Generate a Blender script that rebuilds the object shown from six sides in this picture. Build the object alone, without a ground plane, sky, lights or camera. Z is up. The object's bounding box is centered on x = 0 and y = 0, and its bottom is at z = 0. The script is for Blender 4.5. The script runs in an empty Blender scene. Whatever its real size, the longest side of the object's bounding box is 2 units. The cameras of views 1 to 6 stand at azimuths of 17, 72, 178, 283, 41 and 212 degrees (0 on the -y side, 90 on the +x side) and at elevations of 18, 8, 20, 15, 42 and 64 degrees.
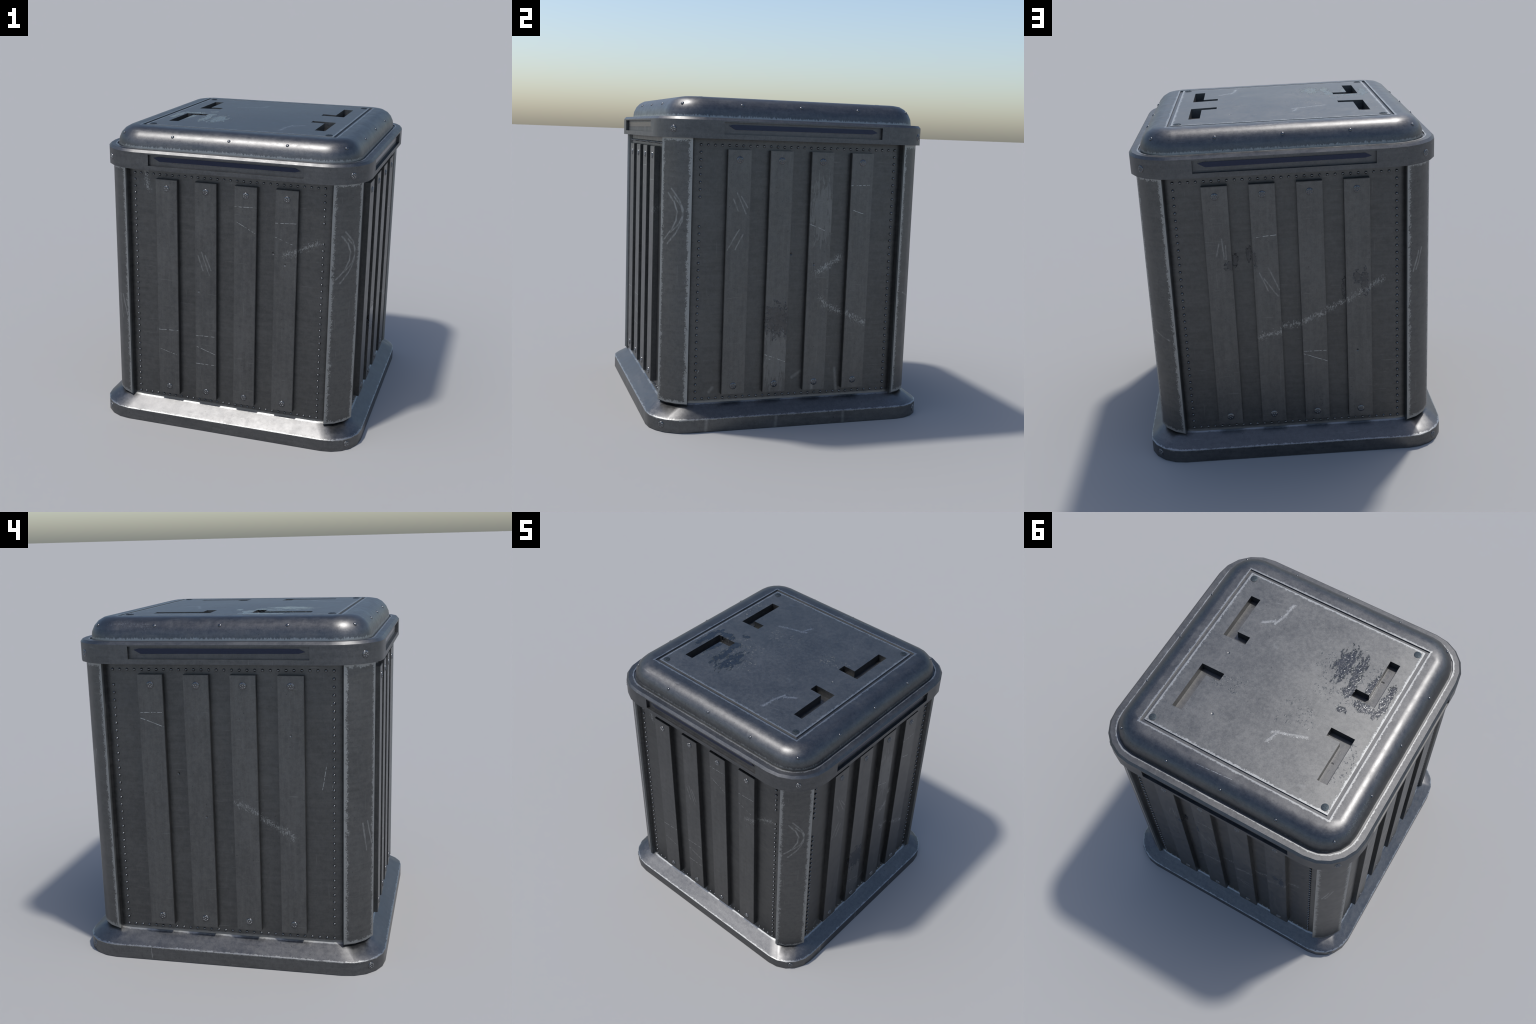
# Heavy riveted steel crate: stepped base, slatted body, corner guards, collar and a domed lid.
import bpy, bmesh, math, random
from mathutils import Vector, Matrix

random.seed(7)

# ------------------------------------------------------------------ sizes (metres)
H_BASE, R_BASE, Z_BASE = 0.900, 0.225, 0.078      # base slab half width, corner radius, edge height
H_WALL, R_WALL, Z_WALL = 0.800, 0.20, 0.150      # body half width, corner radius, foot of wall
H_FACE = 0.834                                   # outer face of slats and corner guards
H_COLLAR, R_COLLAR = 0.865, 0.27
Z_COLLAR0, Z_COLLAR1, CHAMFER = 1.745, 1.851, 0.014
H_LID, R_LID = 0.800, 0.20
Z_LEDGE, Z_TOP = Z_COLLAR1 + 0.015, 1.988
DOME = 0.115                                     # width of the rolled lid border
H_GAP, H_PLATE = 0.638, 0.617                    # groove round the lid plate
SEGS = 5
SLAT_X = (-0.393, -0.131, 0.131, 0.393)
SLAT_W, Z_SLAT0, Z_SLAT1 = 0.144, 0.204, 1.685


# ------------------------------------------------------------------ mesh helpers
def rounded_square(h, r, z, segs=SEGS):
    pts = []
    for k, (sx, sy) in enumerate(((1, 1), (-1, 1), (-1, -1), (1, -1))):
        for i in range(segs + 1):
            a = math.pi / 2 * (k + i / segs)
            pts.append((sx * (h - r) + r * math.cos(a), sy * (h - r) + r * math.sin(a), z))
    return pts


def new_object(name, bm, mat, parent=None, angle=30.0, weighted=True):
    bmesh.ops.recalc_face_normals(bm, faces=bm.faces)
    me = bpy.data.meshes.new(name)
    bm.to_mesh(me)
    bm.free()
    me.polygons.foreach_set("use_smooth", [True] * len(me.polygons))
    me.set_sharp_from_angle(angle=math.radians(angle))
    for m in (mat if isinstance(mat, (list, tuple)) else [mat]):
        me.materials.append(m)
    ob = bpy.data.objects.new(name, me)
    bpy.context.scene.collection.objects.link(ob)
    if parent is not None:
        ob.parent = parent
    if weighted:
        w = ob.modifiers.new("weighted_normal", "WEIGHTED_NORMAL")
        w.keep_sharp = True
        w.weight = 60
    return ob


def copy_object(src, name, parent, matrix):
    ob = src.copy()
    ob.name = name
    bpy.context.scene.collection.objects.link(ob)
    ob.parent = parent
    ob.matrix_local = matrix
    return ob


def loft(bm, rings, close_path=False, cap_start=False, cap_end=False):
    vs = [[bm.verts.new(p) for p in ring] for ring in rings]
    n = len(vs[0])
    pairs = list(zip(vs, vs[1:]))
    if close_path:
        pairs.append((vs[-1], vs[0]))
    for a, b in pairs:
        for i in range(n):
            j = (i + 1) % n
            bm.faces.new((a[i], a[j], b[j], b[i]))
    if cap_start:
        bm.faces.new(vs[0][::-1])
    if cap_end:
        bm.faces.new(vs[-1])
    return vs


def lathe_bm(profile, segs, r_off=0.0):
    """Solid of revolution about +z from (radius, height) points; first/last radius may be 0."""
    bm = bmesh.new()
    rings = []
    for r, z in profile:
        if r == 0:
            rings.append([bm.verts.new((0, 0, z))])
        else:
            rings.append([bm.verts.new((r * math.cos(2 * math.pi * i / segs), r * math.sin(2 * math.pi * i / segs), z))
                          for i in range(segs)])
    for a, b in zip(rings, rings[1:]):
        for i in range(segs):
            j = (i + 1) % segs
            if len(a) == 1:
                bm.faces.new((a[0], b[i], b[j]))
            elif len(b) == 1:
                bm.faces.new((a[i], a[j], b[0]))
            else:
                bm.faces.new((a[i], a[j], b[j], b[i]))
    return bm


def box(bm, x0, x1, y0, y1, z0, z1):
    r = bmesh.ops.create_cube(bm, size=1.0)
    for v in r["verts"]:
        v.co = Vector((x0 + (v.co.x + .5) * (x1 - x0), y0 + (v.co.y + .5) * (y1 - y0), z0 + (v.co.z + .5) * (z1 - z0)))
    return r["verts"]


def side_matrix(k):
    """Side k: frame whose x runs along the side, y points outwards, z is up. k=0 is the -y side."""
    return Matrix.Rotation(math.pi / 2 * k, 4, 'Z') @ Matrix.Rotation(math.pi, 4, 'Z')


def outward(loc, normal, spin=0.0):
    """Matrix that stands a +z-up fitting on a surface point with the given normal."""
    n = Vector(normal).normalized()
    q = n.to_track_quat('Z', 'Y')
    return Matrix.Translation(loc) @ q.to_matrix().to_4x4() @ Matrix.Rotation(spin, 4, 'Z')


# ------------------------------------------------------------------ materials
class Tree:
    """Small helper for writing node trees."""
    def __init__(self, name):
        self.mat = bpy.data.materials.new(name)
        self.mat.use_nodes = True
        self.nt = self.mat.node_tree
        self.bsdf = self.nt.nodes["Principled BSDF"]
        self.pos = self.nt.nodes.new("ShaderNodeNewGeometry").outputs["Position"]

    def link(self, a, sock):
        if isinstance(a, bpy.types.NodeSocket):
            self.nt.links.new(a, sock)
        else:
            sock.default_value = a

    def math(self, op, a, b=0.0, c=0.0, clamp=False):
        n = self.nt.nodes.new("ShaderNodeMath")
        n.operation = op
        n.use_clamp = clamp
        for v, s in zip((a, b, c), n.inputs):
            self.link(v, s)
        return n.outputs[0]

    def vmath(self, op, a, b=(0, 0, 0), scale=None):
        n = self.nt.nodes.new("ShaderNodeVectorMath")
        n.operation = op
        self.link(a, n.inputs[0])
        self.link(b, n.inputs[1])
        if scale is not None:
            self.link(scale, n.inputs["Scale"])
        return n.outputs["Value"] if op in ("DOT_PRODUCT", "LENGTH", "DISTANCE") else n.outputs["Vector"]

    def noise(self, scale, detail=3.0, rough=0.55, stretch=(1, 1, 1), offset=(0, 0, 0), color=False, distortion=0.0):
        m = self.nt.nodes.new("ShaderNodeMapping")
        m.inputs["Scale"].default_value = stretch
        m.inputs["Location"].default_value = offset
        self.nt.links.new(self.pos, m.inputs["Vector"])
        n = self.nt.nodes.new("ShaderNodeTexNoise")
        n.inputs["Scale"].default_value = scale
        n.inputs["Detail"].default_value = detail
        n.inputs["Roughness"].default_value = rough
        n.inputs["Distortion"].default_value = distortion
        self.nt.links.new(m.outputs[0], n.inputs["Vector"])
        return n.outputs["Color" if color else "Fac"]

    def ramp(self, x, lo, hi, a=0.0, b=1.0):
        n = self.nt.nodes.new("ShaderNodeMapRange")
        n.interpolation_type = 'SMOOTHSTEP'
        for v, s in zip((x, lo, hi, a, b), n.inputs):
            self.link(v, s)
        return n.outputs[0]

    def mix(self, fac, a, b):
        n = self.nt.nodes.new("ShaderNodeMix")
        n.data_type = 'RGBA'
        self.link(fac, n.inputs["Factor"])
        self.link(a, n.inputs["A"])
        self.link(b, n.inputs["B"])
        return n.outputs["Result"]

    def maximum(self, items):
        out = items[0]
        for i in items[1:]:
            out = self.math('MAXIMUM', out, i)
        return out

    def split(self):
        n = self.nt.nodes.new("ShaderNodeSeparateXYZ")
        self.nt.links.new(self.pos, n.inputs[0])
        return n.outputs


def rgb(r, g, b):
    return (r, g, b, 1.0)


def segment_group():
    """Distance from a point to the segment A..B."""
    g = bpy.data.node_groups.new("segment_distance", "ShaderNodeTree")
    for nm in ("P", "A", "B"):
        g.interface.new_socket(nm, in_out='INPUT', socket_type='NodeSocketVector')
    g.interface.new_socket("Distance", in_out='OUTPUT', socket_type='NodeSocketFloat')
    gi, go = g.nodes.new("NodeGroupInput"), g.nodes.new("NodeGroupOutput")

    def vm(op, a, b):
        n = g.nodes.new("ShaderNodeVectorMath")
        n.operation = op
        g.links.new(a, n.inputs[0])
        if op == 'SCALE':
            g.links.new(b, n.inputs["Scale"])
        else:
            g.links.new(b, n.inputs[1])
        return n.outputs["Value"] if op in ("DOT_PRODUCT", "DISTANCE") else n.outputs["Vector"]
    pa = vm('SUBTRACT', gi.outputs["P"], gi.outputs["A"])
    ba = vm('SUBTRACT', gi.outputs["B"], gi.outputs["A"])
    d = g.nodes.new("ShaderNodeMath")
    d.operation = 'DIVIDE'
    d.use_clamp = True
    g.links.new(vm('DOT_PRODUCT', pa, ba), d.inputs[0])
    g.links.new(vm('DOT_PRODUCT', ba, ba), d.inputs[1])
    g.links.new(vm('DISTANCE', pa, vm('SCALE', ba, d.outputs[0])), go.inputs["Distance"])
    return g


SEGMENT = segment_group()


def distance_to(t, p, segments):
    """Smallest distance to any of the given strokes."""
    out = None
    for a, b in segments:
        n = t.nt.nodes.new("ShaderNodeGroup")
        n.node_tree = SEGMENT
        t.link(p, n.inputs["P"])
        n.inputs["A"].default_value = a
        n.inputs["B"].default_value = b
        out = n.outputs[0] if out is None else t.math('MINIMUM', out, n.outputs[0])
    return out


def wobble(t, scale, amount):
    c = t.noise(scale, 2, 0.5, color=True)
    return t.vmath('ADD', t.pos, t.vmath('SCALE', t.vmath('SUBTRACT', c, (.5, .5, .5)), scale=amount))


def scratches(t, segments, width=0.0022, broken=0.45):
    """Thin broken lines."""
    d = distance_to(t, wobble(t, 14, 0.006), segments)
    line = t.ramp(d, width, width * 0.35)
    return t.math('MULTIPLY', line, t.ramp(t.noise(70, 2, 0.6, offset=(5, 2, 1)), broken - .06, broken + .1))


def scuffs(t, segments, width=0.02):
    """Ragged bristly rub marks along a stroke."""
    d = distance_to(t, wobble(t, 22, 0.022), segments)
    fall = t.math('SUBTRACT', 1.0, t.math('DIVIDE', d, width), clamp=True)
    fibre = t.noise(110, 2, 0.7, stretch=(1, 1, 0.55), distortion=1.2)
    v = t.math('ADD', t.math('MULTIPLY', fall, 0.62), t.math('MULTIPLY', t.math('SUBTRACT', fibre, 0.5), 2.3))
    return t.math('MULTIPLY', t.ramp(v, 0.42, 0.78), t.ramp(fall, 0.0, 0.2))


def strokes(t, segments, width=0.007):
    """Broad soft scrape marks with streaks inside."""
    d = distance_to(t, wobble(t, 11, 0.008), segments)
    n = t.noise(85, 3, 0.7, stretch=(1, 1, .35), offset=(1, 7, 3))
    return t.math('MULTIPLY', t.ramp(d, width, 0.0), t.ramp(n, .34, .58, .25, 1.0))


def smears(t, segments, width=0.012):
    """Soft pale smudges."""
    d = distance_to(t, t.pos, segments)
    return t.math('MULTIPLY', t.ramp(d, width * 1.2, 0.0), t.ramp(t.noise(60, 3, .7), .3, .6, .5, 1.0))


def blots(t, spots, ragged=2.2, scale=55, stretch=(1, 1, 1)):
    """Patches where the finish has peeled: list of (centre, radii)."""
    n = t.math('MULTIPLY', t.math('SUBTRACT', t.noise(scale, 5, 0.68, stretch=stretch, distortion=.5), 0.5), ragged)
    out = None
    for c, r in spots:
        q = t.vmath('DIVIDE', t.vmath('SUBTRACT', t.pos, c), r)
        v = t.math('SUBTRACT', 1.0, t.vmath('LENGTH', q))
        v = t.math('MULTIPLY', t.ramp(v, -.25, .05), t.ramp(t.math('ADD', v, n), 0.26, 0.33))
        out = v if out is None else t.math('MAXIMUM', out, v)
    return out


STEEL_DARK = rgb(0.105, 0.108, 0.113)
STEEL_LIGHT = rgb(0.160, 0.162, 0.166)
WORN = rgb(0.46, 0.475, 0.475)



def steel(name, roughness=0.48, tone=1.0, wear=None, peel=None, grit=None, tint=(1, 1, 1), cloud=0.22, gloss_var=0.20, dents=(), grain_dir=(0.6, 0.6, 6.0)):
    t = Tree(name)
    n1 = t.noise(2.3, 4, 0.6)
    n2 = t.noise(38, 3, 0.7)
    grain = t.noise(150, 2, 0.7)
    streak = t.noise(9, 3, 0.6, stretch=grain_dir, offset=(3, 1, 7))
    v = t.math('ADD', t.math('MULTIPLY', n1, cloud), t.math('MULTIPLY', n2, 0.33))
    v = t.math('ADD', v, t.math('MULTIPLY', streak, 0.25))
    v = t.math('ADD', v, t.math('MULTIPLY', grain, 0.25))
    v = t.math('ADD', v, 0.11 - cloud / 2)
    f = t.ramp(v, 0.36, 0.70)
    dark = rgb(*[c * tone * k for c, k in zip(STEEL_DARK, tint)])
    light = rgb(*[c * tone * k for c, k in zip(STEEL_LIGHT, tint)])
    col = t.mix(f, dark, light)
    # dark pits
    pits = t.math('MULTIPLY', t.ramp(t.noise(95, 1, 0.5, offset=(9, 4, 2)), 0.74, 0.80), 0.55)
    col = t.mix(pits, col, rgb(0.03, 0.03, 0.032))
    # faint hairlines in two directions
    h1 = t.ramp(t.noise(130, 1, 0.5, stretch=(0.05, 0.05, 1.0), distortion=.3), 0.72, 0.80)
    h2 = t.ramp(t.noise(130, 1, 0.5, stretch=(1.0, 1.0, 0.04), offset=(2, 2, 0), distortion=.3), 0.74, 0.82)
    col = t.mix(t.math('MULTIPLY', t.math('MAXIMUM', h1, h2), 0.10), col, WORN)
    rough = t.math('ADD', roughness - 0.06, t.math('MULTIPLY', f, 0.12))
    rough = t.math('ADD', rough, t.math('MULTIPLY', t.math('SUBTRACT', t.noise(16, 3, .65, offset=(1, 6, 2)), .5), gloss_var))
    height = t.math('ADD', t.math('MULTIPLY', t.noise(240, 2, 0.6), 0.10), t.math('MULTIPLY', n2, 0.06))
    if wear is not None:
        w = wear(t)
        col = t.mix(w, col, WORN)
        rough = t.math('ADD', rough, t.math('MULTIPLY', w, 0.05))
        height = t.math('ADD', height, t.math('MULTIPLY', w, 0.15))
    if peel is not None:
        w = peel(t)
        lumps = t.noise(60, 3, 0.65, distortion=1.5)
        # flaked finish, smooth and lumpy; tinted blue-black for the dark sky it mirrors
        col = t.mix(t.math('MULTIPLY', w, 0.42), col, t.mix(t.ramp(lumps, .46, .60), rgb(0.026, 0.030, 0.038), rgb(0.060, 0.067, 0.080)))
        rough = t.math('SUBTRACT', rough, t.math('MULTIPLY', w, 0.24))
        height = t.math('ADD', height, t.math('MULTIPLY', w, t.math('ADD', 1.6, t.math('MULTIPLY', lumps, 1.0))))
    for c in dents:
        d = t.vmath('DISTANCE', wobble(t, 60, 0.006), c)
        height = t.math('SUBTRACT', height, t.math('MULTIPLY', t.ramp(d, 0.010, 0.0), 3.0))
    if grit is not None:
        height = t.math('ADD', height, t.math('MULTIPLY', grit(t), 0.9))
    t.link(col, t.bsdf.inputs["Base Color"])
    t.link(rough, t.bsdf.inputs["Roughness"])
    t.bsdf.inputs["Metallic"].default_value = 1.0
    b = t.nt.nodes.new("ShaderNodeBump")
    b.inputs["Strength"].default_value = 1.0
    b.inputs["Distance"].default_value = 0.0015
    t.link(height, b.inputs["Height"])
    t.link(b.outputs[0], t.bsdf.inputs["Normal"])
    return t.mat


def abs_max(t):
    x, y, z = t.split()
    ax, ay = t.math('ABSOLUTE', x), t.math('ABSOLUTE', y)
    return t.math('MAXIMUM', ax, ay), t.math('MINIMUM', ax, ay), z


def round_radius(t):
    """Distance from the corner axes: 0.2 on the body and the foot of the lid, more on the collar."""
    x, y, z = t.split()
    q = [t.math('MAXIMUM', t.math('SUBTRACT', t.math('ABSOLUTE', c), 0.6), 0.0) for c in (x, y)]
    return t.math('SQRT', t.math('ADD', t.math('MULTIPLY', q[0], q[0]), t.math('MULTIPLY', q[1], q[1])))


def frayed(t, dist, width, scale=70, amount=1.6):
    """1 at an edge (dist = 0) with a ragged, flecked border about `width` away."""
    n = t.math('ADD', t.math('MULTIPLY', t.noise(scale, 3, 0.75), .65), t.math('MULTIPLY', t.noise(scale * .22, 2, .6, offset=(4, 4, 4)), .35))
    d = t.math('DIVIDE', dist, width)
    d = t.math('ADD', d, t.math('MULTIPLY', t.math('SUBTRACT', n, 0.5), amount * 3.2))
    return t.ramp(d, 1.0, 0.6)


def on_guard(p):
    """Drop a point onto the curved outer face of its corner guard."""
    sx, sy = math.copysign(1, p[0]), math.copysign(1, p[1])
    x, y = abs(p[0]) - 0.6, abs(p[1]) - 0.6
    k = 0.236 / math.hypot(x, y)
    return (sx * (0.6 + x * k), sy * (0.6 + y * k), p[2])


def wear_guard(t):
    mx, mn, z = abs_max(t)
    edge = t.math('ABSOLUTE', t.math('SUBTRACT', mn, 0.675))
    bottom = t.math('ABSOLUTE', t.math('SUBTRACT', z, 0.152))
    top = t.math('ABSOLUTE', t.math('SUBTRACT', 1.745, z))
    outside = t.ramp(round_radius(t), 0.220, 0.230)
    d = t.math('MINIMUM', edge, t.math('MINIMUM', bottom, top))
    w = t.math('MULTIPLY', t.math('MULTIPLY', frayed(t, d, 0.021, 120, 1.4), 0.50), outside)
    lines = strokes(t, [(on_guard(a), on_guard(b)) for a, b in GUARD_LINES], 0.0085)
    return t.math('MAXIMUM', w, t.math('MULTIPLY', lines, 0.42))


def wear_base(t):
    mx, mn, z = abs_max(t)
    rim = t.math('ABSOLUTE', t.math('SUBTRACT', z, Z_BASE))
    seam = t.math('SUBTRACT', Z_WALL, z)
    w = t.math('MULTIPLY', t.math('MAXIMUM', frayed(t, rim, 0.0048, 90, 1.9), frayed(t, seam, 0.008, 50, 0.5)), 0.48)
    sm = smears(t, [((.9, -.570, .07), (.9, -.573, .0)), ((.9, -.130, .07), (.9, -.134, .0)), ((.9, .313, .07), (.9, .312, .0))], 0.014)
    ln = scratches(t, [((-.9, .452, .076), (-.9, .450, .006))], 0.002, .35)
    return t.maximum([w, t.math('MULTIPLY', sm, 0.26), t.math('MULTIPLY', ln, .8)])


def wear_collar(t):
    x, y, z = t.split()
    r = t.math('ABSOLUTE', t.math('SUBTRACT', round_radius(t), 0.211))
    up = t.ramp(z, Z_LEDGE - .004, Z_LEDGE - .001)
    return t.math('MULTIPLY', t.math('MULTIPLY', frayed(t, r, 0.008, 90, 1.3), up), 0.5)


def wear_lid(t):
    mx, mn, z = abs_max(t)
    foot = t.math('SUBTRACT', z, Z_LEDGE)
    groove = t.math('ABSOLUTE', t.math('SUBTRACT', mx, H_GAP))
    streaky = t.noise(105, 3, 0.75, stretch=(1, 1, 0.22))
    f = t.math('ADD', t.math('DIVIDE', foot, 0.012), t.math('MULTIPLY', t.math('SUBTRACT', streaky, .5), 3.6))
    w = t.math('MULTIPLY', t.math('MAXIMUM', t.ramp(f, 1.3, .5), frayed(t, groove, 0.012, 110, 1.1)), 0.46)
    ln = scratches(t, LID_LINES, 0.003, .40)
    sc = scuffs(t, LID_SCUFFS, 0.035)
    return t.maximum([w, t.math('MULTIPLY', ln, .6), t.math('MULTIPLY', sc, .22)])


def wear_plate(t):
    mx, mn, z = abs_max(t)
    w = t.math('MULTIPLY', frayed(t, t.math('SUBTRACT', H_PLATE, mx), 0.013, 120, 1.5), 0.52)
    return t.maximum([w, t.math('MULTIPLY', scuffs(t, PLATE_SCUFFS, 0.026), .5), t.math('MULTIPLY', strokes(t, PLATE_SCUFFS, 0.013), .55), t.math('MULTIPLY', scratches(t, PLATE_LINES, .0025, .4), .5)])


def wear_slat(side):
    def wear(t):
        items = []
        if SLAT_LINES.get(side):
            items.append(t.math('MULTIPLY', scratches(t, SLAT_LINES[side], 0.0022, 0.44), 0.95))
        if SLAT_STROKES.get(side):
            items.append(t.math('MULTIPLY', strokes(t, SLAT_STROKES[side], 0.0065), 0.32))
        if SLAT_SCUFFS.get(side):
            items.append(t.math('MULTIPLY', scuffs(t, SLAT_SCUFFS[side], 0.044), 0.44))
        if side == 1:
            items.append(t.math('MULTIPLY', blots(t, [((F, -.13, .42), (.05, .12, .24)), ((F, .14, 1.32), (.05, .10, .24))], 3.4, 60, (1, 1, .16)), 0.11))
            items.append(t.math('MULTIPLY', smears(t, [((F, .121, .243), (F, .119, .21))]), .3))
        return t.maximum(items)
    return wear


def wear_wall(t):
    mx, mn, z = abs_max(t)
    seam = t.math('MULTIPLY', t.ramp(t.math('ADD', z, t.math('MULTIPLY', t.math('SUBTRACT', t.noise(40, 3, .6), .5), .012)), Z_WALL + .018, Z_WALL + .006), .32)
    sc = scuffs(t, WALL_SCUFFS, 0.040)
    ln = scratches(t, WALL_LINES, 0.0022, .42)
    sm = smears(t, [((W, -.003, .281), (W, .050, .317)), ((W, .282, .325), (W, .297, .19)), ((W, -.515, .240), (W, -.535, .215))], 0.013)
    return t.maximum([seam, t.math('MULTIPLY', sc, .46), t.math('MULTIPLY', ln, .8), t.math('MULTIPLY', sm, .22)])


# where knocks and rubs sit: strokes from one point to another
F, W, T = H_FACE, H_WALL, Z_TOP
SLAT_LINES = {
    0: [((0.059, -F, 1.554), (0.200, -F, 1.559)), ((0.321, -F, 1.474), (0.460, -F, 1.481)), ((0.060, -F, 1.464), (0.193, -F, 1.395)),
        ((0.323, -F, 1.385), (0.433, -F, 1.346)), ((-0.464, -F, 0.665), (-0.325, -F, 0.672)), ((-0.200, -F, 0.657), (-0.061, -F, 0.661)),
        ((-0.457, -F, 0.529), (-0.329, -F, 0.492)), ((-0.201, -F, 0.581), (-0.066, -F, 0.535)), ((-0.202, -F, 0.456), (-0.066, -F, 0.458))],
    1: [((F, 0.062, 1.249), (F, 0.164, 1.208)), ((F, 0.323, 1.486), (F, 0.445, 1.492)), ((F, 0.347, 1.334), (F, 0.410, 1.313)),
        ((F, -0.196, 0.443), (F, -0.065, 0.393)), ((F, -0.200, 0.418), (F, -0.161, 0.412))],
    2: [((0.187, F, 1.377), (0.065, F, 1.388)), ((-0.062, F, 0.656), (-0.198, F, 0.656)), ((-0.062, F, 0.641), (-0.199, F, 0.586))],
    3: [((-F, 0.460, 1.472), (-F, 0.321, 1.475)), ((-F, 0.458, 1.441), (-F, 0.325, 1.394))],
}
SLAT_STROKES = {
    0: [((-0.183, -F, 1.209), (-0.149, -F, 1.112)), ((-0.160, -F, 1.235), (-0.107, -F, 1.086)), ((-0.133, -F, 1.214), (-0.095, -F, 1.118))],
    1: [((F, -0.423, 1.395), (F, -0.394, 1.325)), ((F, -0.402, 1.431), (F, -0.346, 1.309)), ((F, -0.377, 1.411), (F, -0.336, 1.345)),
        ((F, -0.383, 1.214), (F, -0.456, 1.091)), ((F, -0.359, 1.186), (F, -0.407, 1.094))],
    2: [((0.370, F, 1.379), (0.363, F, 1.259)), ((0.388, F, 1.351), (0.407, F, 1.279)), ((0.350, F, 1.341), (0.353, F, 1.259)),
        ((0.118, F, 1.190), (0.061, F, 1.057)), ((0.170, F, 1.165), (0.125, F, 1.052)), ((0.148, F, 1.130), (0.071, F, 1.019))],
}
SLAT_SCUFFS = {
    0: [((0.393, -F, 1.277), (0.460, -F, 1.302))],
    1: [((F, 0.123, 0.951), (F, 0.200, 0.996)), ((F, 0.154, 0.781), (F, 0.191, 0.742)), ((F, 0.328, 0.683), (F, 0.453, 0.624))],
    2: [((0.225, F, 0.759), (0.053, F, 0.796)), ((-0.062, F, 0.850), (-0.204, F, 0.901)), ((-0.326, F, 0.971), (-0.463, F, 1.039))],
    3: [((-F, -0.087, 0.969), (-F, -0.197, 0.914)), ((-F, -0.330, 0.824), (-F, -0.395, 0.781))],
}
WALL_SCUFFS = [((.466, -W, 1.303), (.590, -W, 1.359)), ((-.545, -W, 1.71), (-.530, -W, 1.61)), ((W, .216, .993), (W, .281, 1.043)),
               ((W, .216, .733), (W, .313, .684)), ((.047, W, .813), (-.055, W, .823)), ((-.212, W, .910), (-.318, W, .946)),
               ((-.469, W, 1.036), (-.537, W, 1.070)), ((-W, -.195, .885), (-W, -.318, .814))]
WALL_LINES = [((-.624, -W, 1.061), (-.622, -W, .644)), ((W, -.602, .353), (W, -.648, .227)), ((.618, W, 1.722), (.616, W, 1.555)),
              ((-W, -.621, 1.729), (-W, -.621, 1.606)), ((-W, -.653, 1.645), (-W, -.607, 1.521)), ((-W, -.581, 1.202), (-W, -.556, 1.051)),
              ((-W, -.636, 1.204), (-W, -.608, 1.053))]
def arc_strokes(start, tip, end, n=5):
    """Curved scrape on the front right corner guard, from (degrees round the corner, height) points."""
    pts = []
    for i in range(n + 1):
        u = i / n
        th, z = [(1 - u) ** 2 * p + 2 * u * (1 - u) * q + u * u * r for p, q, r in zip(start, tip, end)]
        th = math.radians(th)
        pts.append((0.6 + .236 * math.sin(th), -0.6 - .236 * math.cos(th), z))
    return list(zip(pts, pts[1:]))


GUARD_LINES = arc_strokes((40, 1.445), (82, 1.30), (34, 1.120)) + arc_strokes((34, 1.420), (70, 1.29), (27, 1.145)) + \
    arc_strokes((45, 1.40), (76, 1.29), (40, 1.19), 4) + [
               ((-.737, -.799, .867), (-.698, -.818, .731)), ((-.766, -.777, .860), (-.742, -.795, .699)),
               ((.801, .733, .803), (.720, .808, .765)), ((-.773, .770, 1.238), (-.734, .800, 1.117)), ((-.750, .790, 1.225), (-.715, .810, 1.110))]
LID_LINES = [((-.75, -.333, 1.955), (-.745, -.473, 1.960)), ((-.745, -.473, 1.960), (-.72, -.580, 1.975)), ((-.75, -.426, 1.962), (-.77, -.469, 1.938)),
             ((-.735, -.600, 1.966), (-.758, -.482, 1.955)), ((.191, .712, 1.982), (-.038, .695, 1.985))]
LID_SCUFFS = [((-.755, .640, 1.945), (-.765, .420, 1.940))]
PLATE_SCUFFS = [((.362, -.318, T), (.297, -.365, T)), ((.287, -.347, T), (.259, -.439, T)), ((.259, -.439, T), (.257, -.524, T)),
                ((-.089, .383, T), (-.110, .301, T)), ((-.085, .315, T), (-.280, .250, T))]
PLATE_LINES = [((.439, -.010, T), (.411, -.029, T)), ((.302, .425, T), (.265, .360, T)), ((.390, -.484, T), (.255, -.511, T))]


def peel_slat(side):
    spots = {1: [((F, -.13, .655), (.06, .105, .125))],
             2: [((.325, F, 1.215), (.05, .06, .045)), ((.196, F, 1.25), (.022, .06, .07)), ((-.385, F, 1.11), (.03, .06, .05)), ((-.43, F, 1.07), (.03, .06, .10))]}
    return (lambda t: blots(t, spots[side], 2.4, 38)) if side in spots else None


def peel_wall(t):
    return blots(t, [((-.316, W, 1.03), (.022, .05, .09)), ((.225, W, 1.27), (.02, .05, .06)), ((.305, W, 1.24), (.022, .05, .05))], 2.0, 45)


def peel_plate(t):
    z = .2
    spots = [((-.235, -.300, T), (.075, .17, z)), ((-.325, -.300, T), (.045, .13, z)), ((-.345, -.15, T), (.055, .07, z)),
             ((-.455, -.24, T), (.035, .12, z)), ((-.48, -.09, T), (.12, .045, z)), ((-.565, -.18, T), (.035, .15, z)),
             ((-.546, -.059, T), (.02, .02, z)), ((-.36, -.01, T), (.05, .03, z))]
    return blots(t, spots, 2.6, 20, (1.7, 0.8, 1.0))


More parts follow.
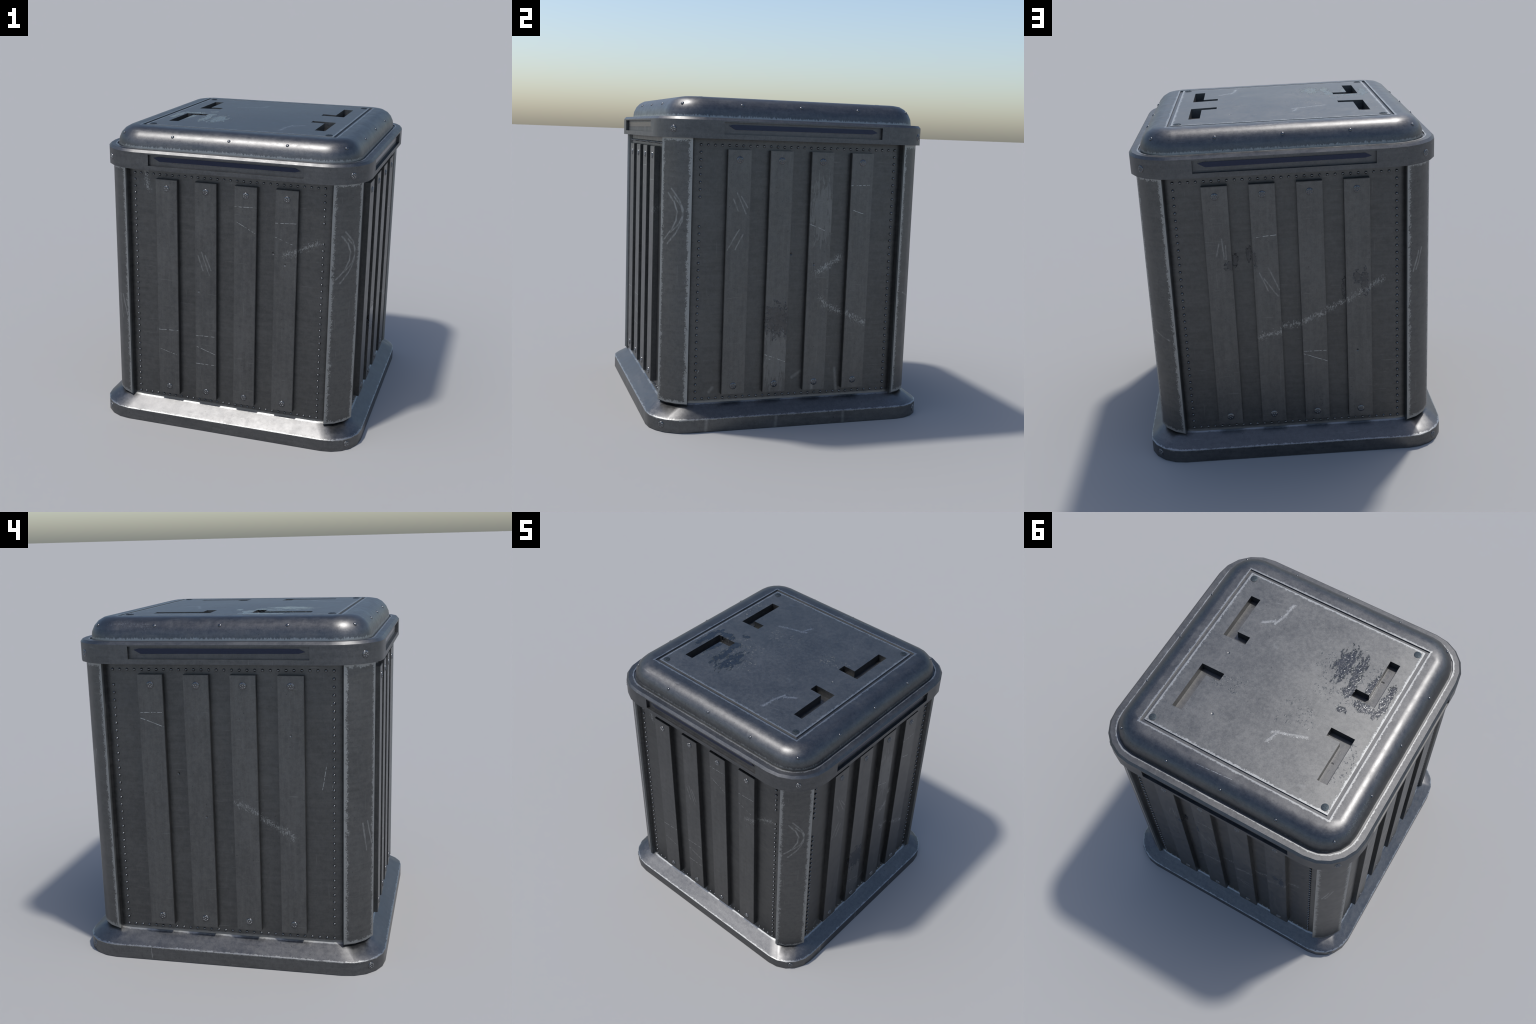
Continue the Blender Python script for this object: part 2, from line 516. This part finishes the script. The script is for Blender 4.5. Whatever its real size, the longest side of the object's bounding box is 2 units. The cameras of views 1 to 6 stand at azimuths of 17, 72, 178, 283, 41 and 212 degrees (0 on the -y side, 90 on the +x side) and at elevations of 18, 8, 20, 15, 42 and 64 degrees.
def grit_plate(t):
    """Sparse raised grains on the plate."""
    z = .2
    area = blots(t, [((-.30, -.22, T), (.30, .30, z)), ((-.15, .14, T), (.16, .16, z)), ((-.55, .30, T), (.07, .22, z)), ((.3, .15, T), (.2, .1, z))], 1.0, 9)
    n = t.noise(62, 2, 0.6, offset=(8, 3, 1))
    return t.math('MULTIPLY', area, t.ramp(n, .60, .68))


SLAT_DENTS = [[(.391, -F, 1.21), (-.177, -F, .967)], [(F, .10, 1.0)], [(-.38, F, .645), (.22, F, .61)], [(-F, -.39, 1.36), (-F, .10, .88)]]
NEUTRAL = (1.01, 1.0, 0.97)
M_WALL = steel("wall_steel", 0.44, 0.76, wear_wall, peel=peel_wall, tint=NEUTRAL, dents=[(.304, -W, 1.267), (W, -.04, 1.06), (-W, .262, 1.12)])
M_SLATS = [steel("slat_steel", 0.41, 0.92, wear_slat(k), peel=peel_slat(k), tint=NEUTRAL, grain_dir=(5.0, 5.0, 0.4), dents=SLAT_DENTS[k]) for k in range(4)]
M_GUARD = steel("guard_steel", 0.45, 0.87, wear_guard, tint=NEUTRAL)
M_BASE = steel("base_steel", 0.42, 0.95, wear_base)
M_COLLAR = steel("collar_steel", 0.46, 0.85, wear_collar)
M_LID = steel("lid_steel", 0.42, 0.85, wear_lid, cloud=0.10)
M_PLATE = steel("plate_steel", 0.45, 1.08, wear_plate, peel=peel_plate, grit=grit_plate, cloud=0.03, gloss_var=0.05, tint=(1.0, 1.0, .97), dents=[(.425, -.02, T), (.285, .39, T)])
M_BOLT = steel("bolt_steel", 0.26, 1.1)
M_RIVET = steel("rivet_steel", 0.26, 1.05)


def plain(name, color, rough, metallic=1.0):
    t = Tree(name)
    n = t.noise(120, 2, 0.6)
    c = t.mix(n, rgb(*[v * 0.8 for v in color]), rgb(*[v * 1.2 for v in color]))
    t.link(c, t.bsdf.inputs["Base Color"])
    t.bsdf.inputs["Roughness"].default_value = rough
    t.bsdf.inputs["Metallic"].default_value = metallic
    return t.mat


M_SCREW = plain("screw_steel", (0.055, 0.068, 0.078), 0.6)
M_STRIP = plain("navy_strip", (0.035, 0.042, 0.070), 0.25)

# ------------------------------------------------------------------ the crate
root = bpy.data.objects.new("metal_crate", None)
bpy.context.scene.collection.objects.link(root)
root["label"] = "dark riveted steel crate with domed lid and vertical slats"
root["category"] = "storage crate"

# base: slab with sloping shoulder that runs up to the foot of the walls
bm = bmesh.new()
loft(bm, [rounded_square(H_BASE, R_BASE, 0.0), rounded_square(H_BASE, R_BASE, Z_BASE),
          rounded_square(H_WALL - 0.010, R_WALL - 0.01, Z_WALL + 0.007)], cap_start=True, cap_end=True)
base = new_object("base", bm, M_BASE, root)

# body
bm = bmesh.new()
loft(bm, [rounded_square(H_WALL, R_WALL, 0.12), rounded_square(H_WALL, R_WALL, 1.76)], cap_start=True, cap_end=True)
body = new_object("body", bm, M_WALL, root)

# corner guards: curved plates whose edges splay out towards the wall
CORNER = H_WALL - R_WALL
def guard_path(r, segs=3):
    """Arc round the body corner from 18 to 72 degrees."""
    return [(CORNER + r * math.sin(math.radians(18.4 + 53.2 * i / segs)), CORNER + r * math.cos(math.radians(18.4 + 53.2 * i / segs)))
            for i in range(segs + 1)]

outer, inner, foot = guard_path(0.238), guard_path(0.198), guard_path(0.212)
bm = bmesh.new()
cols = []
for (ox, oy), (ix, iy), (fx, fy) in zip(outer, inner, foot):
    cols.append([bm.verts.new(p) for p in ((ox, oy, 0.153), (ox, oy, 1.755), (ix, iy, 1.755), (ix, iy, 0.120), (fx, fy, 0.130))])
for a, b in zip(cols, cols[1:]):
    for i in range(5):
        j = (i + 1) % 5
        bm.faces.new((a[i], a[j], b[j], b[i]))
bm.faces.new(cols[0])
bm.faces.new(cols[-1][::-1])
guard = new_object("corner_guard", bm, M_GUARD, root)
for k in range(1, 4):
    copy_object(guard, "corner_guard", root, Matrix.Rotation(math.pi / 2 * k, 4, 'Z'))

# bolt: nearly flush round head with a ring of small dimple-like knobs
def bolt_mesh(r, h):
    bm = lathe_bm([(r, -0.003), (r, h * .5), (r * .9, h), (r * .3, h * 1.1), (0, h * 1.1)], 24)
    knobs = [(0, 0, .24)] + [(.58 * math.cos(math.pi / 3 * i), .58 * math.sin(math.pi / 3 * i), .23) for i in range(6)]
    for kx, ky, kr in knobs:
        n = 10
        tiers = [[bm.verts.new((r * (kx + kr * f * math.cos(2 * math.pi * i / n)), r * (ky + kr * f * math.sin(2 * math.pi * i / n)), h * .8 + dz))
                  for i in range(n)] for f, dz in ((1, 0), (.85, .0022), (.45, .0040))]
        for a, b in zip(tiers, tiers[1:]):
            for i in range(n):
                j = (i + 1) % n
                bm.faces.new((a[i], a[j], b[j], b[i]))
        bm.faces.new(tiers[-1])
    return bm

bolt = new_object("bolt", bolt_mesh(0.0210, 0.0036), M_BOLT, None, 50, False)

# slats: four on each side; a side shares one mesh
for k in range(4):
    bm = bmesh.new()
    box(bm, -SLAT_W / 2, SLAT_W / 2, H_WALL - 0.02, H_FACE, Z_SLAT0, Z_SLAT1)
    bmesh.ops.bevel(bm, geom=[e for e in bm.edges if all(v.co.y > H_FACE - .001 for v in e.verts)], offset=0.0022, segments=2, affect='EDGES')
    slat = None
    for x in SLAT_X:
        m = side_matrix(k) @ Matrix.Translation((x, 0, 0))
        if slat is None:
            ob = slat = new_object("slat", bm, M_SLATS[k], root)
            ob.matrix_local = m
        else:
            ob = copy_object(slat, "slat", root, m)
        for z in (1.627, 0.256):
            copy_object(bolt, "bolt", ob, outward((0, H_FACE, z), (0, 1, 0), random.uniform(0, 1)))

# rivets round each wall panel (too small to pick apart singly)
def rivet_profile(r, h):
    return [(r, -0.002), (r, 0.0), (r * .85, h * .6), (r * .5, h * .92), (0, h)]

rivet_src = lathe_bm(rivet_profile(0.0086, 0.006), 10)
rivet_me = bpy.data.meshes.new("rivet_shape")
rivet_src.to_mesh(rivet_me)
rivet_src.free()
GAPS = {0: [(0.62, 1.365, 1.46)], 1: [(-0.62, 1.25, 1.40)], 2: [], 3: [(0.62, 0.19, 0.24), (-0.62, 1.64, 1.69)]}
for k in range(4):
    bm = bmesh.new()
    spots = []
    n = 29
    for i in range(n + 1):
        x = -0.62 + 1.24 * i / n
        spots += [(x, 1.708), (x, 0.176)]
    m = 35
    for i in range(1, m):
        z = 0.176 + (1.708 - 0.176) * i / m
        for x in (-0.62, 0.62):
            if not any(abs(gx - x) < .01 and z0 < z < z1 for gx, z0, z1 in GAPS[k]):
                spots.append((x, z))
    S = Matrix.Rotation(math.pi / 2 * k, 4, 'Z')
    for x, z in spots:
        before = len(bm.verts)
        bm.from_mesh(rivet_me)
        bm.verts.ensure_lookup_table()
        M = S @ outward((x, -H_WALL, z), (0, -1, 0))
        for v in bm.verts[before:]:
            v.co = M @ v.co
    ob = new_object("rivets", bm, M_RIVET, body, 50, False)
    ob["kind"] = "stuff"

# collar: chamfered band under the lid with a long shallow recess on every side
REC_X, REC_Z0, REC_Z1, REC_D = 0.500, 1.772, 1.842, 0.019
bm = bmesh.new()
loft(bm, [rounded_square(0.77, 0.17, Z_COLLAR0), rounded_square(H_COLLAR, R_COLLAR, Z_COLLAR0),
          rounded_square(H_COLLAR, R_COLLAR, Z_COLLAR1), rounded_square(H_COLLAR - CHAMFER, R_COLLAR - CHAMFER, Z_LEDGE),
          rounded_square(0.811, 0.211, Z_LEDGE), rounded_square(0.811, 0.211, Z_LEDGE - 0.007),
          rounded_square(0.77, 0.17, Z_LEDGE - 0.007)], close_path=True)
# cut the recess into the flat faces of the band
bm.faces.ensure_lookup_table()
bmesh.ops.recalc_face_normals(bm, faces=bm.faces)
flats = [f for f in bm.faces if f.calc_area() > 0.1 and abs(f.normal.z) < .01 and f.calc_center_median().length > 1.5
         and max(abs(f.calc_center_median().x), abs(f.calc_center_median().y)) > H_COLLAR - .01]
for f in flats:
    nrm = f.normal.copy()
    r = bmesh.ops.inset_individual(bm, faces=[f], thickness=0.01)
    tang = Vector((-nrm.y, nrm.x, 0))
    for v in f.verts:
        s = REC_X if v.co.dot(tang) > 0 else -REC_X
        z = REC_Z1 if v.co.z > 1.80 else REC_Z0
        v.co = nrm * H_COLLAR + tang * s + Vector((0, 0, z))
    ret = bmesh.ops.extrude_discrete_faces(bm, faces=[f])
    nf = ret["faces"][0]
    for v in nf.verts:
        v.co -= nrm * REC_D
collar = new_object("collar", bm, M_COLLAR, root)

# strip lying in each recess: a bar with chisel-shaped ends
def strip_bm():
    bm = bmesh.new()
    z0, z1, zc = 1.800, 1.829, 1.812
    y = H_COLLAR - REC_D
    out = [(-0.475, zc), (-0.440, z1), (0.440, z1), (0.470, zc + .010), (0.430, z0), (-0.44, z0 + .003)]
    back = [bm.verts.new((x, y - .004, z)) for x, z in out]
    front = [bm.verts.new((x, y + .004, z)) for x, z in out]
    bm.faces.new(front)
    bm.faces.new(back[::-1])
    for i in range(len(out)):
        j = (i + 1) % len(out)
        bm.faces.new((back[i], back[j], front[j], front[i]))
    return bm

strip = new_object("recess_strip", strip_bm(), M_STRIP, collar, 30, False)
strip.matrix_local = side_matrix(0)
for k in range(1, 4):
    copy_object(strip, "recess_strip", collar, side_matrix(k))

# corner bolts on collar and base
for k in range(4):
    a = math.pi / 4 + math.pi / 2 * k
    n = Vector((math.cos(a), math.sin(a), 0))
    for part, h, r, z in ((collar, H_COLLAR, R_COLLAR, 1.795), (base, H_BASE, R_BASE, 0.041)):
        d = (h - r) * math.sqrt(2) + r * math.cos(math.pi / 4 / SEGS)
        copy_object(bolt, "bolt", part, outward(n * d + Vector((0, 0, z)), n, random.uniform(0, 1)))

# lid: rolled border, flat top, square groove and sunk floor under the plate
bm = bmesh.new()
rings = [rounded_square(H_LID - .001, R_LID, Z_LEDGE - .02), rounded_square(H_LID, R_LID, Z_LEDGE - .004)]
for i in range(0, SEGS + 1):
    a = math.pi / 2 * i / SEGS
    inset = DOME * (1 - math.cos(a))
    rings.append(rounded_square(H_LID - inset, R_LID - inset, Z_LEDGE + (Z_TOP - Z_LEDGE) * math.sin(a)))
del rings[1]
rings += [rounded_square(H_GAP, 0.0005, Z_TOP), rounded_square(H_GAP, 0.0005, Z_TOP - 0.075)]
loft(bm, rings, cap_start=True, cap_end=True)
lid = new_object("lid", bm, M_LID, root)

# lid plate with four L-shaped slots
def in_slot(x, y):
    x, y = abs(x), abs(y)
    return (.46 < x < .526 and .121 < y < .457) or (.369 < x < .526 and .121 < y < .181)

PLATE_T = 0.053
CROWN = 0.012                                    # the plate rises slightly to its centre
def crown(x, y):
    return Z_TOP + CROWN * (1 - max(abs(x), abs(y)) / H_PLATE)
xs = sorted({0, .2, H_PLATE} | {.369, .46, .526})
ys = sorted({0, .3, H_PLATE} | {.121, .181, .457})
xs = sorted({s * v for v in xs for s in (-1, 1)})
ys = sorted({s * v for v in ys for s in (-1, 1)})
bm = bmesh.new()
vert = {}
def gv(x, y):
    return vert.setdefault((x, y), None) or vert.__setitem__((x, y), bm.verts.new((x, y, Z_TOP - PLATE_T))) or vert[(x, y)]
for x0, x1 in zip(xs, xs[1:]):
    for y0, y1 in zip(ys, ys[1:]):
        if not in_slot((x0 + x1) / 2, (y0 + y1) / 2):
            bm.faces.new((gv(x0, y0), gv(x1, y0), gv(x1, y1), gv(x0, y1)))
ret = bmesh.ops.extrude_face_region(bm, geom=bm.faces[:])
for v in [g for g in ret["geom"] if isinstance(g, bmesh.types.BMVert)]:
    v.co.z = crown(v.co.x, v.co.y)
plate = new_object("lid_plate", bm, M_PLATE, lid)

# floor seen through the slots and the bottom of the groove
bm = bmesh.new()
box(bm, -H_GAP - .002, H_GAP + .002, -H_GAP - .002, H_GAP + .002, Z_TOP - 0.09, Z_TOP - PLATE_T + 0.0005)
new_object("slot_floor", bm, M_COLLAR, lid)
bm = bmesh.new()
loft(bm, [rounded_square(H_GAP + .003, .0005, Z_TOP - .03), rounded_square(H_GAP + .003, .0005, Z_TOP - .009),
          rounded_square(H_PLATE - .003, .0005, Z_TOP - .009), rounded_square(H_PLATE - .003, .0005, Z_TOP - .03)], close_path=True)
new_object("groove_floor", bm, M_COLLAR, lid)

# latch bars lying on the floor of two slots
for name, parts in (("latch_bar", [(-.487, -.465, .150, .300), (-.487, -.465, .345, .440)]), ("latch_bar", [(-.492, -.464, -.430, -.330)])):
    bm = bmesh.new()
    for x0, x1, y0, y1 in parts:
        box(bm, x0, x1, y0, y1, Z_TOP - PLATE_T - .002, Z_TOP - PLATE_T + .007)
    bmesh.ops.bevel(bm, geom=[e for e in bm.edges if all(v.co.z > Z_TOP - PLATE_T + .004 for v in e.verts)], offset=.004, segments=2, affect='EDGES')
    new_object(name, bm, M_LID, lid)

# cross-slotted screws at the corners of the plate
def screw_bm(r):
    bm = bmesh.new()
    n = 28
    z0, z1 = -0.002, 0.0015
    bot = [bm.verts.new((r * math.cos(2 * math.pi * i / n), r * math.sin(2 * math.pi * i / n), z0)) for i in range(n)]
    top = [bm.verts.new((r * math.cos(2 * math.pi * i / n), r * math.sin(2 * math.pi * i / n), z1)) for i in range(n)]
    inn = [bm.verts.new((r * .86 * math.cos(2 * math.pi * i / n), r * .86 * math.sin(2 * math.pi * i / n), z1 + .001)) for i in range(n)]
    for a, b in ((bot, top), (top, inn)):
        for i in range(n):
            j = (i + 1) % n
            bm.faces.new((a[i], a[j], b[j], b[i]))
    bm.faces.new(inn)
    for ang in (0, math.pi / 2):
        vs = box(bm, -r * .62, r * .62, -r * .09, r * .09, z1, z1 + .0022)
        bmesh.ops.rotate(bm, verts=vs, cent=(0, 0, 0), matrix=Matrix.Rotation(ang + .4, 3, 'Z'))
        for v in vs:
            v.co.z += .0003 * (ang > 0)
    return bm

screw = new_object("screw", screw_bm(0.0225), M_SCREW, lid, 30, False)
spots = [(sx * .581, sy * .581) for sx in (-1, 1) for sy in (-1, 1)]
screw.matrix_local = Matrix.Translation((*spots[0], crown(*spots[0])))
for i, s in enumerate(spots[1:]):
    copy_object(screw, "screw", lid, Matrix.Translation((*s, crown(*s))) @ Matrix.Rotation(1.1 * i + .7, 4, 'Z'))

# dome-headed rivets round the rolled border: three on each side, one on each corner
bm = lathe_bm([(0.0105, -0.004), (0.0105, 0.0), (0.0088, 0.003), (0.0055, 0.005), (0, 0.0058)], 16)
dr = new_object("lid_rivet", bm, M_RIVET, lid, 50, False)
a0 = math.radians(40)
hh, zz = H_LID - DOME * (1 - math.cos(a0)) - .001, Z_LEDGE + (Z_TOP - Z_LEDGE) * math.sin(a0)
first = True
for k in range(4):
    S = Matrix.Rotation(math.pi / 2 * k, 4, 'Z')
    places = [((x, -hh, zz), (0, -math.cos(a0), math.sin(a0))) for x in (-.37, 0, .37)]
    rr = R_LID - DOME * (1 - math.cos(a0))
    d = (H_LID - R_LID) + rr * math.sqrt(.5) - .001
    places.append(((d, -d, zz), (math.cos(a0) * .707, -math.cos(a0) * .707, math.sin(a0))))
    for p, n in places:
        m = S @ outward(p, n)
        if first:
            dr.matrix_local = m
            first = False
        else:
            copy_object(dr, "lid_rivet", lid, m)

bpy.data.objects.remove(bolt)
